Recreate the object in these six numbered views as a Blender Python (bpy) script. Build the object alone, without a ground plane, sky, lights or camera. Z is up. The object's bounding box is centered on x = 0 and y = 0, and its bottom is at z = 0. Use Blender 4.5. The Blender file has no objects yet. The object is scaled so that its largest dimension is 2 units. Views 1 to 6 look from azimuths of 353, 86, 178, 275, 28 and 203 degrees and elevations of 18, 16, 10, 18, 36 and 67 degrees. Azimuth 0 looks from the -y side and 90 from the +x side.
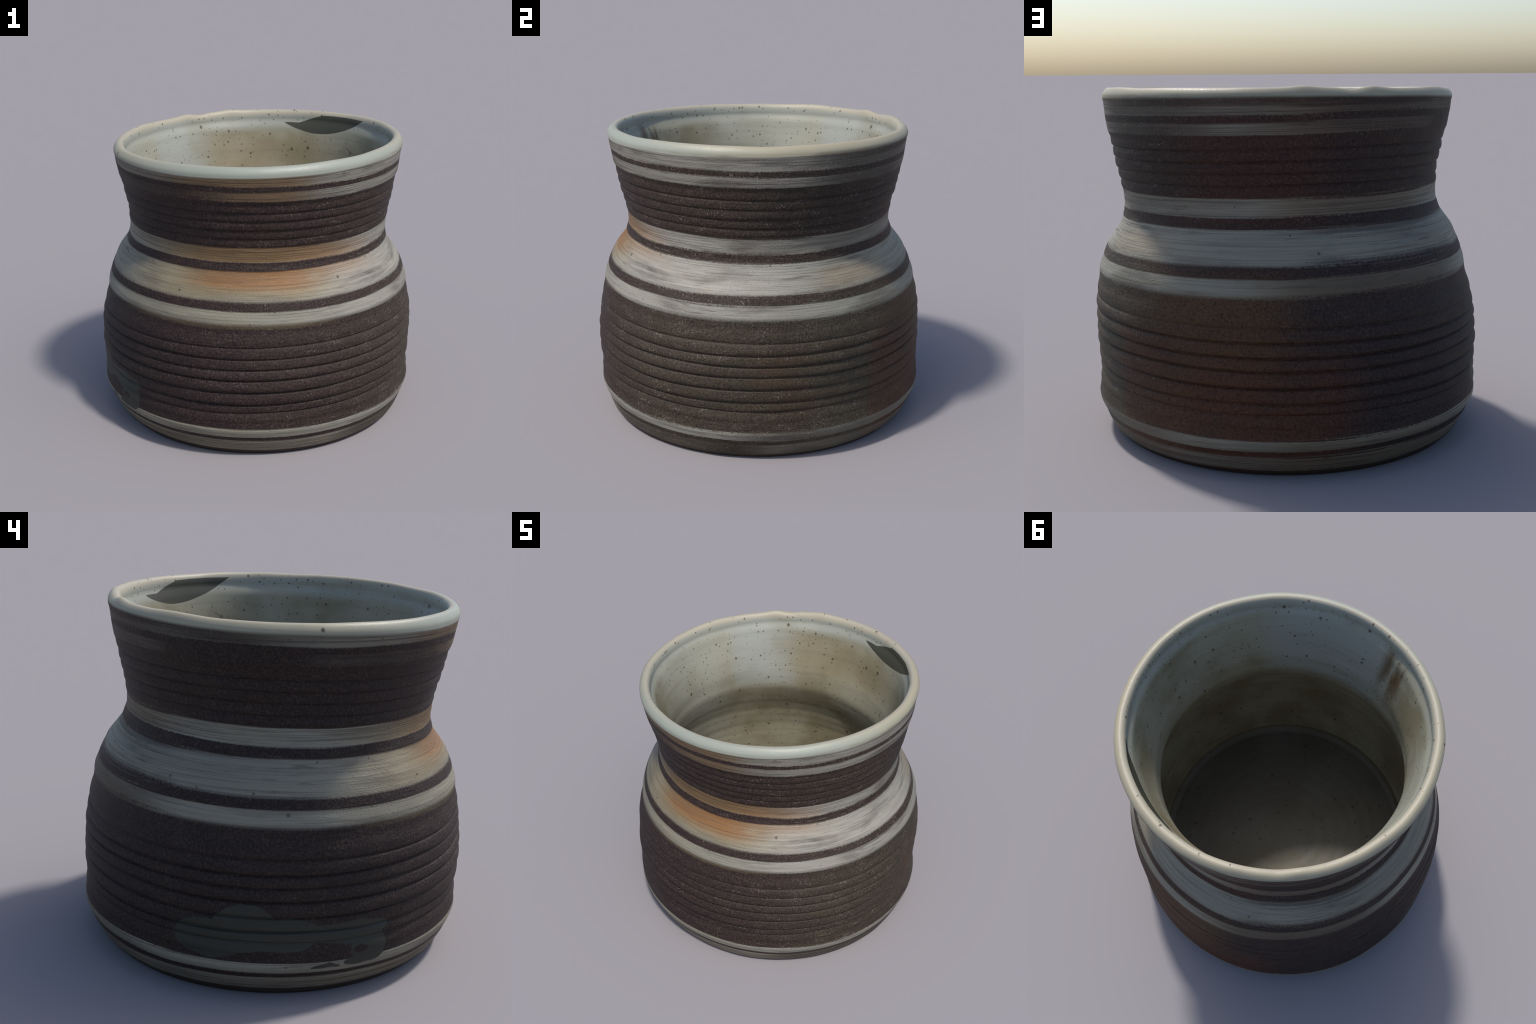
"""Wheel-thrown stoneware pot: dark iron body, brushed pale slip bands, orange flame blush."""
import bpy, math
import numpy as np

SEG = 960                      # columns round the pot
rng = np.random.RandomState(11)

# ------------------------------------------------------------------ profile
Z_K = [0, .03, .08, .13, .18, .24, .30, .38, .46, .54, .62, .70, .78, .86, .94, 1.0, 1.05,
       1.09, 1.12, 1.15, 1.18, 1.21, 1.25, 1.32, 1.40, 1.48, 1.56, 1.64, 1.70]
R_K = [.892, .927, .951, .973, .993, .988, .986, .987, .987, .987, .983, .977, .957, .948, .917,
       .889, .850, .821, .810, .800, .796, .796, .799, .808, .829, .845, .863, .875, .886]
# slow drift of the hand-thrown form with height: centre, ovalness, lean of the rings
C_K = [0, .25, .5, .8, 1.0, 1.2, 1.4, 1.7]
CX = [.008, -.005, .002, .016, .023, .022, .038, .034]
CY = [-.003, .002, -.004, -.004, -.011, -.019, -.020, -.028]
E1 = [-.001, .0015, .004, .007, .0125, .0188, .0099, .008]
E2 = [-.007, -.004, -.006, .002, -.004, .0085, .0142, .014]
TX = [-.0016, -.0098, -.0116, -.0149, -.0434, -.0442, -.0199, .004]
TY = [.0012, -.0065, .0055, .011, .014, .022, .0203, .0155]

th = np.linspace(0, 2 * np.pi, SEG, endpoint=False)
cs, sn = np.cos(th), np.sin(th)


def smooth_interp(z, xk, yk, w=.012):
    """piecewise profile with its corners rounded"""
    offs = np.linspace(-1, 1, 9)
    return sum(np.interp(z + o * w, xk, yk) for o in offs) / len(offs)


def sstep(a, b, x):
    t = np.clip((x - a) / (b - a), 0, 1)
    return t * t * (3 - 2 * t)


def ring_noise(rows, cols, seed):
    """smooth noise, periodic round the pot: rows x cols lattice sampled on (row coordinate v in 0..1, th)"""
    lat = np.random.RandomState(seed).rand(rows + 2, cols) * 2 - 1

    def f(v):
        v = np.clip(v, 0, 1) * rows
        a = np.floor(v).astype(int); fv = v - a; fv = fv * fv * (3 - 2 * fv)
        u = th / (2 * np.pi) * cols
        b = np.floor(u).astype(int); fu = u - b; fu = (fu * fu * (3 - 2 * fu))[None, :]
        b2 = (b + 1) % cols; b = b % cols
        fv = fv[:, None]
        return ((lat[a][:, b] * (1 - fu) + lat[a][:, b2] * fu) * (1 - fv)
                + (lat[a + 1][:, b] * (1 - fu) + lat[a + 1][:, b2] * fu) * fv)
    return f


# throwing rings: grooves between the rounded ribs of the belly, and thin raised lines on the neck
BELLY_GROOVES = [.790, .700, .633, .570, .506, .432, .358, .307, .245]
RIB_SWELL = [.0045, .0110, .0135, .0140, .0145, .0130, .0090, .0040]
NECK_GROOVES = [1.516, 1.463, 1.409, 1.353, 1.300, 1.258]
NECK_SWELL = [.0075, .0080, .0080, .0075, .0030]

wob = [ring_noise(1, 9 + k, 40 + k)(np.zeros(1))[0] for k in range(12)]
depth = [.75 + .35 * ring_noise(1, 7 + k, 70 + k)(np.zeros(1))[0] for k in range(12)]


def relief(Z):
    """throwing rings: grooves on the belly, fine raised lines on the neck, ledges at band borders"""
    d = np.zeros_like(Z)

    edge = [g - .003 * cs + .003 * sn + .0035 * wob[k] for k, g in enumerate(BELLY_GROOVES)]
    for k, a in enumerate(RIB_SWELL):
        t = np.clip((Z - edge[k + 1]) / (edge[k] - edge[k + 1]), 0, 1)
        rib = np.sin(np.pi * t ** .72) ** (.78 if 0 < k < 7 else 1.3)
        d += a * (.8 + .3 * wob[(k + 5) % 12]) * np.where((t > 0) & (t < 1), rib, 0)
    for k in range(1, 8):
        d -= (.0080 if 1 < k < 7 else .0045) * depth[k] * np.exp(-((Z - edge[k]) / .0055) ** 2)
    d -= .0052 * sstep(.25, .31, Z) * (1 - sstep(.68, .76, Z))
    edge = [g - .012 * cs + .011 * sn + .0022 * wob[(k + 6) % 12] for k, g in enumerate(NECK_GROOVES)]
    for k, a in enumerate(NECK_SWELL):
        t = np.clip((Z - edge[k + 1]) / (edge[k] - edge[k + 1]), 0, 1)
        d += a * (.8 + .3 * wob[(k + 2) % 12]) * np.where((t > 0) & (t < 1), np.sin(np.pi * t ** .62), 0)
        d -= .0040 * depth[k + 6] * np.exp(-((Z - edge[k]) / .0045) ** 2) * (k > 0)
    d -= .0035 * sstep(1.26, 1.31, Z) * (1 - sstep(1.49, 1.53, Z))
    hh = Z + .013 * cs - .008 * sn
    d += .0045 * (sstep(1.500, 1.535, hh) - .5) * sstep(1.3, 1.5, hh)
    for e, s in ((1.247, 1), (1.160, -1), (1.110, 1), (.961, -1), (.909, 1), (.829, 1), (.200, -1), (.142, 1), (.112, -1)):
        d += .0011 * s * (np.tanh((hh - e) / .005) - np.tanh((hh - e) / .04))
    return d


def outer_rings(zs):
    c = lambda q: smooth_interp(zs, C_K, q, .06)[:, None]
    R = smooth_interp(zs, Z_K, R_K)[:, None]
    rr = R * (1 + c(E1) * np.cos(2 * th) + c(E2) * np.sin(2 * th))
    X0, Y0 = c(CX) + rr * cs, c(CY) + rr * sn
    Z = zs[:, None] + c(TX) * X0 + c(TY) * Y0
    return rr, c(CX), c(CY), Z


# ------------------------------------------------------------------ rows of the whole skin
Z_TOP = 1.672
n_out, n_rim, n_in, n_fl = 640, 40, 150, 50
zs = np.linspace(0, Z_TOP, n_out)
rr, cx, cy, Z = outer_rings(zs)
Z -= (1 - sstep(0, .10, zs))[:, None] * (Z - zs[:, None])      # foot stands flat
low = ring_noise(14, 22, 3)(zs / 1.7) * .0022 + ring_noise(50, 60, 4)(zs / 1.7) * .0009 \
    + ring_noise(170, 90, 5)(zs / 1.7) * .0005
def lobe_np(deg, width):
    """1 at compass angle deg, falling to 0 at +-width degrees"""
    return sstep(math.cos(math.radians(width)), 1, np.cos(th - math.radians(deg)))[None]


diag = np.cos(th - math.radians(45))[None]
zc_ = zs[:, None]
push = .002 * lobe_np(-165, 55) * sstep(.02, .15, zc_) * (1 - sstep(.6, .85, zc_)) \
    + .006 * lobe_np(-128, 42) * sstep(.02, .12, zc_) * (1 - sstep(.4, .6, zc_)) \
    - .009 * np.clip(diag, 0, 1) ** 2.0 * sstep(.15, .35, zc_) * (1 - sstep(.9, 1.08, zc_)) \
    - .004 * lobe_np(-62, 50) * sstep(.02, .10, zc_) * (1 - sstep(.25, .45, zc_)) \
    - .013 * lobe_np(142, 50) * sstep(.6, .88, zc_) * (1 - sstep(1.10, 1.24, zc_)) \
    - .006 * lobe_np(142, 28) * sstep(.35, .45, zc_) * (1 - sstep(.55, .65, zc_)) \
    + .004 * lobe_np(162, 38) * sstep(1.32, 1.42, zc_) * (1 - sstep(1.62, 1.68, zc_))
R_out = rr + push * 1.0 + (relief(Z) + low) * sstep(0, .03, zs)[:, None]
rows_R = [R_out]; rows_Z = [Z]; rows_cx = [cx]; rows_cy = [cy]
region = [('foot' if z < .20 else 'belly' if z < .83 else 'shoulder' if z < 1.20 else 'neck' if z < 1.645 else 'rim') for z in zs]

# rim: rounded lip from the outer wall over the crest to the inner wall
thick_rim = .067 + .004 * ring_noise(1, 11, 9)(np.zeros(1))
crest = 1.7350 + .003 * cs + .0115 * sn + .0030 * ring_noise(1, 26, 21)(np.zeros(1))[0]
for a0, amp, w in ((96, .006, 4.5), (111, -.007, 3.5), (119, .006, 3.2), (128, -.003, 5), (146, .003, 7), (12, .002, 6)):
    dth = (np.degrees(th) - a0 + 180) % 360 - 180
    crest = crest + amp * np.exp(-(dth / w) ** 2)
phi = np.linspace(0, np.pi, n_rim + 2)[1:-1][:, None]
half = thick_rim / 2
zo = Z[-1:]
zi = 1.668 + .004 * cs + .012 * sn
base_line = zo * (1 + np.cos(phi)) / 2 + zi * (1 - np.cos(phi)) / 2
swell = .005 * np.exp(-((phi - .35) / .4) ** 2)
rows_R.append(R_out[-1:] - half + half * np.sign(np.cos(phi)) * np.abs(np.cos(phi)) ** .85 + swell)
rows_Z.append(base_line + (crest[None] - base_line) * np.sin(phi) ** .75)
rows_cx.append(np.repeat(cx[-1:], n_rim, 0)); rows_cy.append(np.repeat(cy[-1:], n_rim, 0))
region += ['rim'] * (n_rim // 2) + ['inner_wall'] * (n_rim - n_rim // 2)

# inner wall: outer wall less the thickness, then a rounded turn into the floor
zin = np.concatenate([np.linspace(1.668, .30, n_in - 40), np.linspace(.30, .135, 41)[1:]])
rr2, cx2, cy2, Z2 = outer_rings(zin)
Z2[0] = zi
blend = sstep(1.668, 1.45, zin)[:, None]
Z2 = Z2 * blend + (zin[:, None] + .004 * cs + .012 * sn) * (1 - blend)
r_inner = smooth_interp(zin, [.1, .2, .3, .5, .75, .92, 1.05, 1.17, 1.3, 1.5, 1.6, 1.668],
                        [.812, .830, .846, .857, .840, .797, .742, .709, .718, .766, .792, .807], .03)[:, None]
oval = rr2 / smooth_interp(zin, Z_K, R_K)[:, None]
R_in = r_inner * oval + ring_noise(10, 18, 31)(zin / 1.7) * .0025
R_in += .0005 * np.sin(zin[:, None] * 2 * np.pi / .075 + .6 * cs + 1.1 * sn) * sstep(1.25, 1.0, zin)[:, None]
edge_blend = sstep(1.668, 1.61, zin)[:, None]
R_in = R_in * edge_blend + (R_out[-1:] - thick_rim + (zin[:, None] - 1.668) * .30) * (1 - edge_blend)
rows_R.append(R_in); rows_Z.append(Z2); rows_cx.append(cx2); rows_cy.append(cy2)
region += ['inner_wall'] * n_in

# turn and floor
t = np.linspace(0, 1, n_fl + 1)[1:]
r_end = R_in[-1:]
q = np.clip(t / .30, 0, 1)[:, None]
Rf = np.where(t[:, None] < .30, r_end - (r_end - .765) * (1 - np.cos(q * np.pi / 2)), .765 * (1 - (t[:, None] - .30) / .70))
Zf = np.where(t[:, None] < .30, .098 + (Z2[-1:] - .098) * (1 - np.sin(q * np.pi / 2)), .098)
ring = np.exp(-((Rf - .750) / .012) ** 2) * .0015
spiral = .0006 * np.sin(Rf * 2 * np.pi / .09 + th[None]) * sstep(.78, .70, Rf)
Zf = Zf + .008 * (1 - Rf / .765) * (t[:, None] >= .30) + spiral + ring
Rf = np.maximum(Rf, 1e-4)
rows_R.append(Rf); rows_Z.append(Zf)
rows_cx.append(np.full((n_fl, 1), cx2[-1, 0])); rows_cy.append(np.full((n_fl, 1), cy2[-1, 0]))
region += ['inner_floor'] * n_fl

# underside, a shallow turned recess inside the foot edge (rows come before the outer wall)
tu = np.linspace(0, 1, 40)[:-1]
Ru = .0001 + (R_out[:1]) * tu[:, None]
Zu = .016 * (1 - sstep(.86, .93, tu))[:, None] + 0 * Ru
R_all = np.concatenate([Ru] + rows_R); Z_all = np.concatenate([Zu] + rows_Z)
cxa = np.concatenate([np.repeat(cx[:1], len(tu), 0)] + rows_cx)
cya = np.concatenate([np.repeat(cy[:1], len(tu), 0)] + rows_cy)
region = ['underside'] * len(tu) + region
Z_all = np.maximum(Z_all, 0)

P = np.stack([cxa + R_all * cs, cya + R_all * sn, Z_all], -1)      # rows x SEG x 3
n_rows = P.shape[0]

# smooth normals of the whole skin
du = np.roll(P, -1, 1) - np.roll(P, 1, 1)
dv = np.empty_like(P); dv[1:-1] = P[2:] - P[:-2]; dv[0] = P[1] - P[0]; dv[-1] = P[-1] - P[-2]
N = np.cross(du, dv)
ln = np.linalg.norm(N, axis=-1, keepdims=True)
N = N / np.maximum(ln, 1e-12)
N[0] = (0, 0, -1); N[-1] = (0, 0, 1)

# ------------------------------------------------------------------ node helper
class Graph:
    def __init__(self, mat):
        mat.use_nodes = True
        self.t = mat.node_tree; self.t.nodes.clear()

    def node(self, kind, **props):
        n = self.t.nodes.new(kind)
        for k, v in props.items():
            setattr(n, k, v)
        return n

    def put(self, sock, v):
        if isinstance(v, Val):
            self.t.links.new(v.s, sock)
        elif v is not None:
            sock.default_value = v

    def math(self, op, a, b=None, c=None, clamp=False):
        n = self.node('ShaderNodeMath', operation=op); n.use_clamp = clamp
        for i, v in enumerate((a, b, c)):
            if v is not None:
                self.put(n.inputs[i], v)
        return Val(self, n.outputs[0])

    def step(self, a, b, x, lo=0., hi=1.):
        n = self.node('ShaderNodeMapRange', interpolation_type='SMOOTHSTEP')
        if not isinstance(a, Val) and not isinstance(b, Val) and a > b:
            a, b, lo, hi = b, a, hi, lo
        for i, v in enumerate((x, a, b, lo, hi)):
            self.put(n.inputs[i], v)
        return Val(self, n.outputs[0])

    def mix(self, f, a, b, blend='MIX'):
        n = self.node('ShaderNodeMix', data_type='RGBA', blend_type=blend)
        self.put(n.inputs[0], f)
        for i, v in ((6, a), (7, b)):
            self.put(n.inputs[i], v if isinstance(v, Val) else (*v, 1))
        return Val(self, n.outputs[2])

    def vec(self, x, y, z):
        n = self.node('ShaderNodeCombineXYZ')
        for i, v in enumerate((x, y, z)):
            self.put(n.inputs[i], v)
        return Val(self, n.outputs[0])

    def noise(self, v, scale=1., detail=2., rough=.5):
        n = self.node('ShaderNodeTexNoise')
        self.put(n.inputs['Vector'], v); n.inputs['Scale'].default_value = scale
        n.inputs['Detail'].default_value = detail; n.inputs['Roughness'].default_value = rough
        return Val(self, n.outputs[0])

    def voronoi(self, v, scale):
        n = self.node('ShaderNodeTexVoronoi', voronoi_dimensions='2D')
        self.put(n.inputs['Vector'], v); n.inputs['Scale'].default_value = scale
        sep = self.node('ShaderNodeSeparateColor'); self.t.links.new(n.outputs['Color'], sep.inputs[0])
        return Val(self, n.outputs['Distance']), Val(self, sep.outputs[0]), Val(self, sep.outputs[1])


class Val:
    def __init__(self, g, s): self.g, self.s = g, s
    def __add__(self, o): return self.g.math('ADD', self, o)
    __radd__ = __add__
    def __mul__(self, o): return self.g.math('MULTIPLY', self, o)
    __rmul__ = __mul__
    def __sub__(self, o): return self.g.math('SUBTRACT', self, o)
    def __rsub__(self, o): return self.g.math('SUBTRACT', o, self)
    def max(self, o): return self.g.math('MAXIMUM', self, o)
    def min(self, o): return self.g.math('MINIMUM', self, o)
    def clamp(self): return self.g.math('ADD', self, 0., clamp=True)


def srgb(r, g, b):
    f = lambda c: ((c / 255 + .055) / 1.055) ** 2.4 if c > 10 else c / 255 / 12.92
    return (f(r), f(g), f(b))


def common(g, flat=False):
    co = g.node('ShaderNodeTexCoord')
    obj = Val(g, co.outputs['Object'])
    sep = g.node('ShaderNodeSeparateXYZ'); g.t.links.new(obj.s, sep.inputs[0])
    x, y, z = (Val(g, sep.outputs[i]) for i in range(3))
    r = g.math('SQRT', x * x + y * y)
    ux, uy = g.math('DIVIDE', x, r), g.math('DIVIDE', y, r)

    def lobe(deg, width, core=0.):
        """1 at compass angle deg, falling to 0 at +-width degrees"""
        a = math.radians(deg)
        return g.step(math.cos(math.radians(width)), math.cos(math.radians(core)), ux * math.cos(a) + uy * math.sin(a))
    wall = g.vec(x, y, 0.) if flat else g.vec(g.math('ARCTAN2', y, x) * .85, z, 0.)            # unrolled wall, in metres
    return obj, x, y, z, ux, uy, lobe, wall


def finish(g, color, rough, bump_h, bump_strength, bump_dist, spec=.4):
    b = g.node('ShaderNodeBsdfPrincipled')
    g.put(b.inputs['Base Color'], color)
    g.put(b.inputs['Roughness'], rough)
    g.put(b.inputs['Specular IOR Level'], spec)
    if bump_h is not None:
        n = g.node('ShaderNodeBump'); n.inputs['Strength'].default_value = bump_strength
        n.inputs['Distance'].default_value = bump_dist
        g.put(n.inputs['Height'], bump_h)
        g.t.links.new(n.outputs[0], b.inputs['Normal'])
    o = g.node('ShaderNodeOutputMaterial')
    g.t.links.new(b.outputs[0], o.inputs[0])


# ------------------------------------------------------------------ outside: iron body under brushed slip
def build_outside():
    m = bpy.data.materials.new('slip_banded_stoneware'); g = Graph(m)
    obj, x, y, z, ux, uy, lobe, wall = common(g)
    h = z + ux * .013 - uy * .008 * g.step(.6, 1.0, z)
    streak_v = g.vec(ux * 1.1, uy * 1.1, h * 105.)
    streak = g.noise(streak_v, 1.0, 4., .6)                        # fine brush lines round the pot
    broad = g.noise(g.vec(ux * 2.2, uy * 2.2, h * 16.), 1.0, 3., .55)
    wander = g.noise(g.vec(ux * 1.6, uy * 1.6, h * 2.), 1.0, 2.)
    grain = g.noise(obj, 85., 3., .65)
    fine = g.noise(obj, 210., 2., .6)
    patchy = g.noise(obj, 3.2, 4., .6)
    hp = h + (wander - .5) * .012 + ((streak - .5) * .016 + (grain - .5) * .007) * (1.0 + lobe(122, 40, 20) * 4.0 + lobe(-25, 60, 30) * 1.0)

    def band(lo, hi, s_lo=.004, s_hi=.004):
        return g.step(lo - s_lo, lo + s_lo, hp) * g.step(hi + s_hi, hi - s_hi, hp)

    front = lobe(-92, 46, 12)            # flame side
    right = lobe(-5, 75, 20)
    back = lobe(85, 60, 15)
    left = lobe(178, 75, 25)
    thin_tr = lobe(40, 32, 8)            # thin slip on the neck
    smear = lobe(122, 34, 14)            # rubbed slip at the back left

    cluster_ = g.noise(g.vec(ux * 2., uy * 2., h * 5.), 1.0, 2.)
    # slip strength per band
    s1 = (0.70 - thin_tr * .42 - lobe(140, 60, 20) * .46 - lobe(-165, 50, 15) * .12)
    s2 = (0.64 - thin_tr * .45 - lobe(140, 60, 20) * .42 - lobe(-160, 62, 34) * .56)
    s3 = (0.84 - lobe(25, 50, 10) * .22 - lobe(120, 40, 10) * .22)
    s4 = (0.95 - left * .12)
    s5 = (0.90 - lobe(118, 42, 14) * .45 - lobe(-20, 45, 10) * .12)
    s6 = (0.86 - lobe(25, 40, 15) * .42)
    s7 = (0.70 - lobe(-35, 38, 20) * .52 - lobe(15, 45, 10) * .25)
    slip = (band(1.622, 1.80) * s1 * (1.0 - lobe(95, 85, 40) * g.step(1.655, 1.672, hp) * .75)).max(band(1.535, 1.589) * s2).max(band(1.160, 1.247) * s3)
    slip = slip.max(band(.961, 1.110, .010, .006) * s4 * (1.0 - smear * g.step(1.06, 1.10, hp) * .6 - smear * g.step(1.0, .965, hp) * .7))
    slip = slip.max(band(.835, .909, .016) * s5).max(band(.142, .198) * s6).max(band(.036, .113) * s7)
    slip = slip * (1.0 - g.step(.5, .75, streak) * .26) * (1.0 - g.step(.46, .72, broad) * (right * .28 + .26))
    long_ = g.noise(g.vec(ux * .8, uy * .8, h * 190.), 1.0, 3., .6)
    thin_bands = g.step(1.5, 1.53, h).max(g.step(.15, .12, h)).max(g.step(1.15, 1.17, h) * g.step(1.28, 1.26, h) * .6)
    slip = slip * (1.0 - g.step(.5, .62, long_) * (thin_bands * .36 + .26))
    feather = g.noise(g.vec(ux * 3.5, uy * 3.5, h * 60.), 1.0, 3., .65)
    slip = slip.max(g.step(.60, .72, feather) * .34 * g.step(1.27, 1.2, h) * g.step(.8, .86, h) * (lobe(-25, 70, 30) * .7 + .3))
    slip = slip * (1.0 - g.step(.54, .70, feather) * .5 * g.step(.42, .62, cluster_))
    slip = slip * (1.0 - g.step(.56, .74, grain) * .18)

    # dark iron body
    purple, olive = srgb(46, 34, 34), srgb(62, 56, 45)
    red, gold, black = srgb(82, 47, 31), srgb(86, 62, 37), srgb(29, 23, 23)
    low_wall = g.step(1.0, .85, h)
    dark = g.mix(right * (low_wall * .6 + .4), purple, olive)
    dark = g.mix(lobe(62, 36, 10) * low_wall * .9, dark, gold)
    dark = g.mix(lobe(30, 26, 8) * low_wall * .6, dark, srgb(76, 72, 58))
    dark = g.mix((lobe(80, 34, 10) * g.step(.78, .35, h)).max(lobe(46, 14, 4) * g.step(.75, .6, h) * .7) * low_wall * .85, dark, red)
    dark = g.mix(lobe(75, 36, 8) * g.step(1.05, 1.2, h) * (1.0 - g.step(1.2, 1.3, h) * .45) * .65, dark, red)
    dark = g.mix(lobe(178, 62, 20) * .5, dark, black)  # shade of the unlit left side tinted into the body colour
    dark = g.mix(lobe(25, 40, 10) * g.step(1.2, 1.3, h) * .55, dark, srgb(42, 39, 33))
    dark = g.mix(g.step(.45, .7, patchy) * .4, dark, srgb(54, 44, 37))
    dark = g.mix(g.step(.45, .70, grain), dark, g.mix(.24, dark, srgb(112, 96, 80)))
    dark = g.mix(g.step(.50, .30, grain) * .75, dark, srgb(27, 21, 20))
    dark = g.mix(g.step(.60, .74, fine) * .35, dark, srgb(128, 116, 102))
    cluster = g.noise(g.vec(ux * 9., uy * 9., h * 26.), 1.0, 2.)
    dark = g.mix(lobe(8, 22, 2) * g.step(.78, .55, h) * g.step(.2, .42, h) * g.step(.35, .65, patchy) * .45, dark, srgb(80, 61, 43))
    glint = g.step(.60, .68, g.noise(obj, 130., 1., .5)) * g.step(.48, .68, cluster) * (right * .55 + front * .3 + .15)  # sun sparkle painted as pale specks, strongest on the right and front
    dark = g.mix(glint * .6, dark, srgb(176, 168, 156))
    dark = g.mix(g.step(.55, .7, streak) * .25, dark, srgb(34, 27, 25))

    dark = g.mix(1.0, dark, (.84, .80, .80), 'MULTIPLY')

    # pale slip
    cool, warm, tan = srgb(136, 134, 121), srgb(140, 134, 116), srgb(112, 97, 74)
    pale = g.mix(lobe(-30, 60, 10) * .75, cool, srgb(156, 152, 143))
    pale = g.mix(g.step(.45, .75, patchy) * .35, pale, warm)
    pale = g.mix(lobe(-125, 40, 10) * .8, pale, warm)
    pale = g.mix(lobe(34, 22, 6) * g.step(.94, 1.0, h) * g.step(1.1, 1.04, h) * .7, pale, srgb(146, 133, 111))
    pale = g.mix(lobe(112, 40, 12) * g.step(.95, .90, h).max(g.step(1.10, 1.16, h)) * .65, pale, tan)
    pale = g.mix(g.step(.13, .08, h) * .4, pale, tan)
    pale = g.mix(lobe(-105, 52, 14) * g.step(.93, 1.0, h + (patchy - .5) * .08) * g.step(1.3, 1.2, h) * .6, pale, srgb(136, 122, 92))
    orange = srgb(130, 93, 55)
    flame_up = lobe(-103, 34, 16) * g.step(1.4, 1.5, h) * .85
    flame_neck = lobe(-95, 48, 14) * g.step(1.14, 1.17, h) * g.step(1.4, 1.3, h) * .9
    flame_low = lobe(-97, 36, 6) * g.step(.30, .52, g.noise(g.vec(ux * 4., uy * 4., h * 9.), 1.0, 3.) + lobe(-95, 22, 4) * .2) * g.step(.965, 1.05, h + (patchy - .5) * .06) * g.step(1.14, 1.12, h)
    flame = flame_up.max(flame_neck).max(flame_low) * (1.0 - g.step(.5, .8, broad) * .3)
    pale = g.mix(flame, pale, g.mix(flame_low, srgb(118, 92, 58), orange))
    pale = g.mix(lobe(-62, 24, 6) * g.step(1.02, 1.10, h) * g.step(1.26, 1.2, h) * .45, pale, srgb(148, 114, 82))
    pale = g.mix(g.step(.52, .74, streak) * .2, pale, srgb(92, 88, 80))

    col = g.mix(slip, dark, pale)
    # olive drip line under the lowest shoulder band
    col = g.mix(band(.812, .835, .006, .004) * (lobe(-110, 50, 20)) * .5, col, srgb(96, 84, 62))
    # brown edge of the foot
    col = g.mix(g.step(.036, .018, hp) * .7, col, srgb(58, 48, 38))

    # glassy cream glaze rolled over the lip
    lip_line = 1.690 + uy * .020 + (wander - .5) * .014 + (streak - .5) * .006
    lip = g.step(-.012, .008, z - lip_line)
    lip_col = g.mix(lobe(-80, 85, 20) * .7, srgb(152, 147, 126), srgb(140, 149, 142))
    lip_col = g.mix(g.step(1.715, 1.735, z) * .45, lip_col, srgb(168, 156, 134))
    col = g.mix(lip, col, lip_col)
    col = g.mix(g.step(.018, .004, g.math('ABSOLUTE', z - lip_line)) * lobe(15, 70, 30) * g.step(.46, .6, broad) * .6, col, srgb(96, 84, 68))

    # iron spots
    d, ra, rb = g.voronoi(wall, 7.5)
    spot = g.step(.075, .03, d * (1.6 - rb)) * g.step(.82, .85, ra) * slip.max(lip)
    col = g.mix(spot * .85, col, srgb(48, 38, 32))

    # flat grey-green bald patches, sharp edged
    th_ = g.math('ARCTAN2', y, x * -1.0) * -1.0                     # angle measured from the -x side
    pn = g.noise(obj, 9., 2.)
    pz = z + (pn - .5) * .05

    def blot(a, zc, wa, wz):
        da = (th_ - math.radians(a)) * (1 / math.radians(wa)); dz = (pz - zc) * (1 / wz)
        return 1.0 - (da * da + dz * dz)
    blob = blot(-12, .315, 10, .095).max(blot(-2, .38, 9, .115)).max(blot(8, .35, 11, .085)).max(blot(24, .345, 14, .055)).max(blot(32, .26, 5.5, .085)).max(blot(28, .195, 3.5, .022)).max(blot(19.5, .186, 4., .012))
    bare = g.step(-.02, .02, blob) * g.step(.02, -.02, blot(29.5, .252, 2.2, .022))
    bare_col = g.mix(g.noise(obj, 6., 3.), srgb(35, 36, 29), srgb(43, 44, 36))
    d2, rc, rd = g.voronoi(wall, 11.)
    bare_col = g.mix(g.step(.16, .05, d2) * g.step(.6, .63, rc) * .8, bare_col, srgb(34, 32, 28))
    col = g.mix(bare, col, bare_col)

    smooth_area = (slip * .7).max(lip).max(bare)
    rough = .58 - lip * .10 - slip * .04 + (grain - .5) * .3 - glint * .15
    bump = (grain * .75 + fine * .3) * (1.0 - smooth_area * .85) + streak * .35 * (1.0 - lip) * (1.0 - bare)
    finish(g, col, rough, bump, .7, .008, (smooth_area * .2 + .22))
    return m


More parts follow.
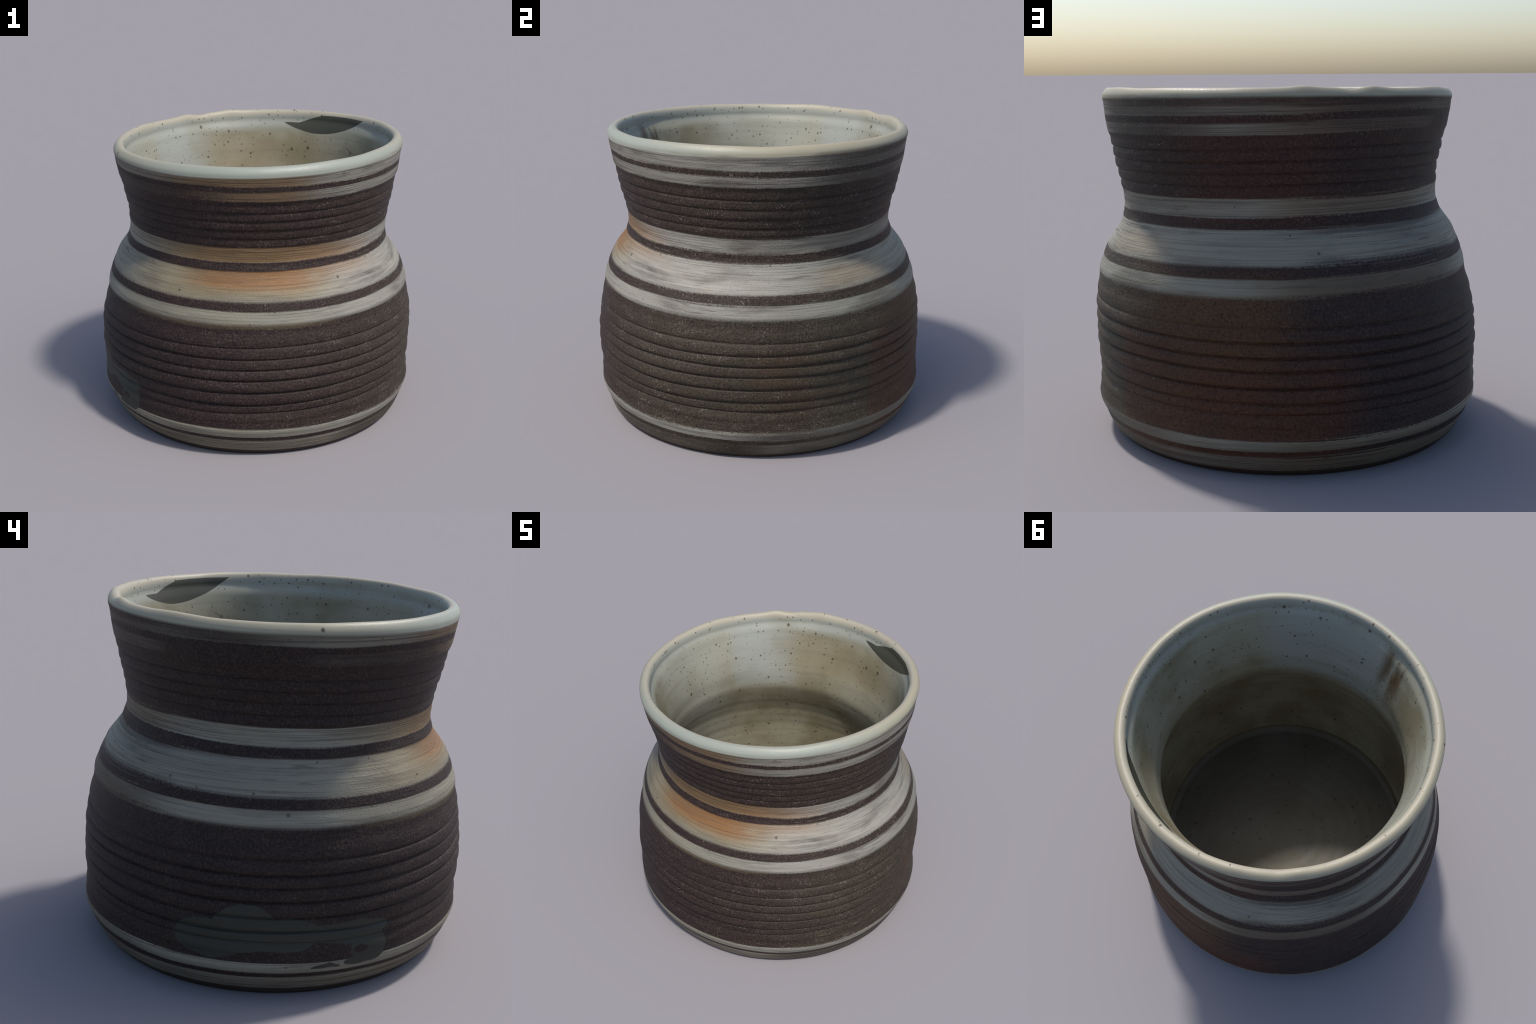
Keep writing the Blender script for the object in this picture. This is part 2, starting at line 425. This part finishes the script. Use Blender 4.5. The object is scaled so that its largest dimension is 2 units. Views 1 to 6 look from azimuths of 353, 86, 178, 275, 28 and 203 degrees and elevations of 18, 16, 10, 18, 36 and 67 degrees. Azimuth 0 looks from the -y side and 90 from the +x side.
# ------------------------------------------------------------------ inside: clear cream glaze with iron specks
def build_inside(name, baked_shade):
    m = bpy.data.materials.new(name); g = Graph(m)
    obj, x, y, z, ux, uy, lobe, wall = common(g, baked_shade)
    cloud = g.noise(obj, 2.6, 3., .55)
    streak = g.noise(g.vec(ux * 1.5, uy * 1.5, g.math('SQRT', x * x + y * y) * 22. if baked_shade else z * 30.), 1.0, 3.)
    wob_ = (cloud - .5) * 60.
    cream, tan, milk = srgb(150, 146, 126), srgb(126, 118, 94), srgb(152, 154, 145)
    col = g.mix(g.step(.38, .66, cloud), cream, tan)
    milky = (lobe(126, 26, 8) * g.step(1.15, 1.3, z)).max(lobe(-90, 36, 16) * g.step(.95, 1.2, z))
    milky = milky.max(g.step(1.60, 1.66, z + (cloud - .5) * .15) * .8).max(lobe(175, 40, 10) * .5)
    col = g.mix(milky * (1.0 - g.step(.5, .75, cloud) * .4), col, milk)
    col = g.mix(lobe(75, 50, 20) * g.step(1.62, 1.5, z) * g.step(1.25, 1.4, z) * .55, col, srgb(130, 118, 90))
    col = g.mix(g.step(.45, .7, streak) * .18, col, srgb(108, 102, 86))
    col = g.mix(g.step(1.70, 1.725, z) * .6, col, srgb(168, 156, 134))
    if baked_shade:
        col = g.mix(.75, col, srgb(74, 67, 52))  # floor colour darkened for the shadow deep inside the pot
    # brown run below the lip
    drip = g.noise(g.vec(ux * 9., uy * 9., z * 2.2), 1.0, 3.)
    run = lobe(-122, 9, 1) * g.step(1.68, 1.60, z + (cloud - .5) * .1) * g.step(1.18, 1.52, z) * g.step(.36, .58, drip)
    col = g.mix(run * .9, col, srgb(84, 62, 34))
    for scale, thr, size in ((6., .45, .075), (11., .5, .085), (21., .62, .12)):
        d, ra, rb = g.voronoi(wall, scale)
        spot = g.step(size, size * .35, d * (1.7 - rb)) * g.step(thr, thr + .02, ra)
        col = g.mix(spot * .85, col, srgb(66, 52, 36))
    # flat grey-green bald patch under the lip
    a = g.math('ARCTAN2', y, x)
    da = a * (180 / math.pi) - 48.
    under_edge = da * da * (.088 / 441) + 1.594
    over_edge = g.math('MAXIMUM', (11. - da) * .0046, 0.).min(.056) + 1.663
    blob = (z - under_edge).min(over_edge - z) * 12. + (g.noise(obj, 9., 1.) - .5) * .10
    col = g.mix(g.step(-.02, .02, blob), col, srgb(64, 63, 52))
    rough = .50 + (streak - .5) * .1
    finish(g, col, rough, streak + g.noise(obj, 60., 2.) * .4, .15, .006)
    return m


def build_underside():
    m = bpy.data.materials.new('bare_fired_clay'); g = Graph(m)
    obj, x, y, z, ux, uy, lobe, wall = common(g)
    n = g.noise(obj, 30., 4., .6)
    col = g.mix(g.step(.35, .7, n), srgb(70, 56, 46), srgb(98, 82, 68))
    finish(g, col, .85, n, .4, .006)
    return m


outside, under = build_outside(), build_underside()
inside, floor = build_inside('speckled_cream_glaze', False), build_inside('shade_darkened_glaze', True)

# ------------------------------------------------------------------ objects
pot = bpy.data.objects.new('ceramic_pot', None)
pot['label'] = 'wheel-thrown dark brown stoneware pot with pale brushed slip bands'
pot['category'] = 'ceramic pot'
bpy.context.scene.collection.objects.link(pot)

# row spans of each part; neighbouring parts share their border row
spans = []
start = 0
for i in range(1, n_rows + 1):
    if i == n_rows or region[i] != region[start]:
        spans.append((region[start], start, min(i, n_rows - 1))); start = i
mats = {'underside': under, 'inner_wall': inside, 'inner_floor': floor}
for name, a, b in spans:
    pts = P[a:b + 1]; nrm = N[a:b + 1]
    nr = pts.shape[0]
    idx = np.arange(nr * SEG).reshape(nr, SEG)
    nx = np.roll(idx, -1, 1)
    quads = np.stack([idx[:-1], nx[:-1], nx[1:], idx[1:]], -1).reshape(-1, 4)
    me = bpy.data.meshes.new(name)
    me.vertices.add(nr * SEG); me.vertices.foreach_set('co', pts.astype(np.float32).ravel())
    me.loops.add(quads.size); me.loops.foreach_set('vertex_index', quads.astype(np.int32).ravel())
    me.polygons.add(len(quads))
    me.polygons.foreach_set('loop_start', np.arange(0, quads.size, 4, dtype=np.int32))
    me.polygons.foreach_set('use_smooth', np.ones(len(quads), dtype=bool))
    me.update(calc_edges=True)
    me.normals_split_custom_set_from_vertices(nrm.reshape(-1, 3).tolist())
    me.materials.append(mats.get(name, outside))
    ob = bpy.data.objects.new(name, me)
    ob.parent = pot
    bpy.context.scene.collection.objects.link(ob)
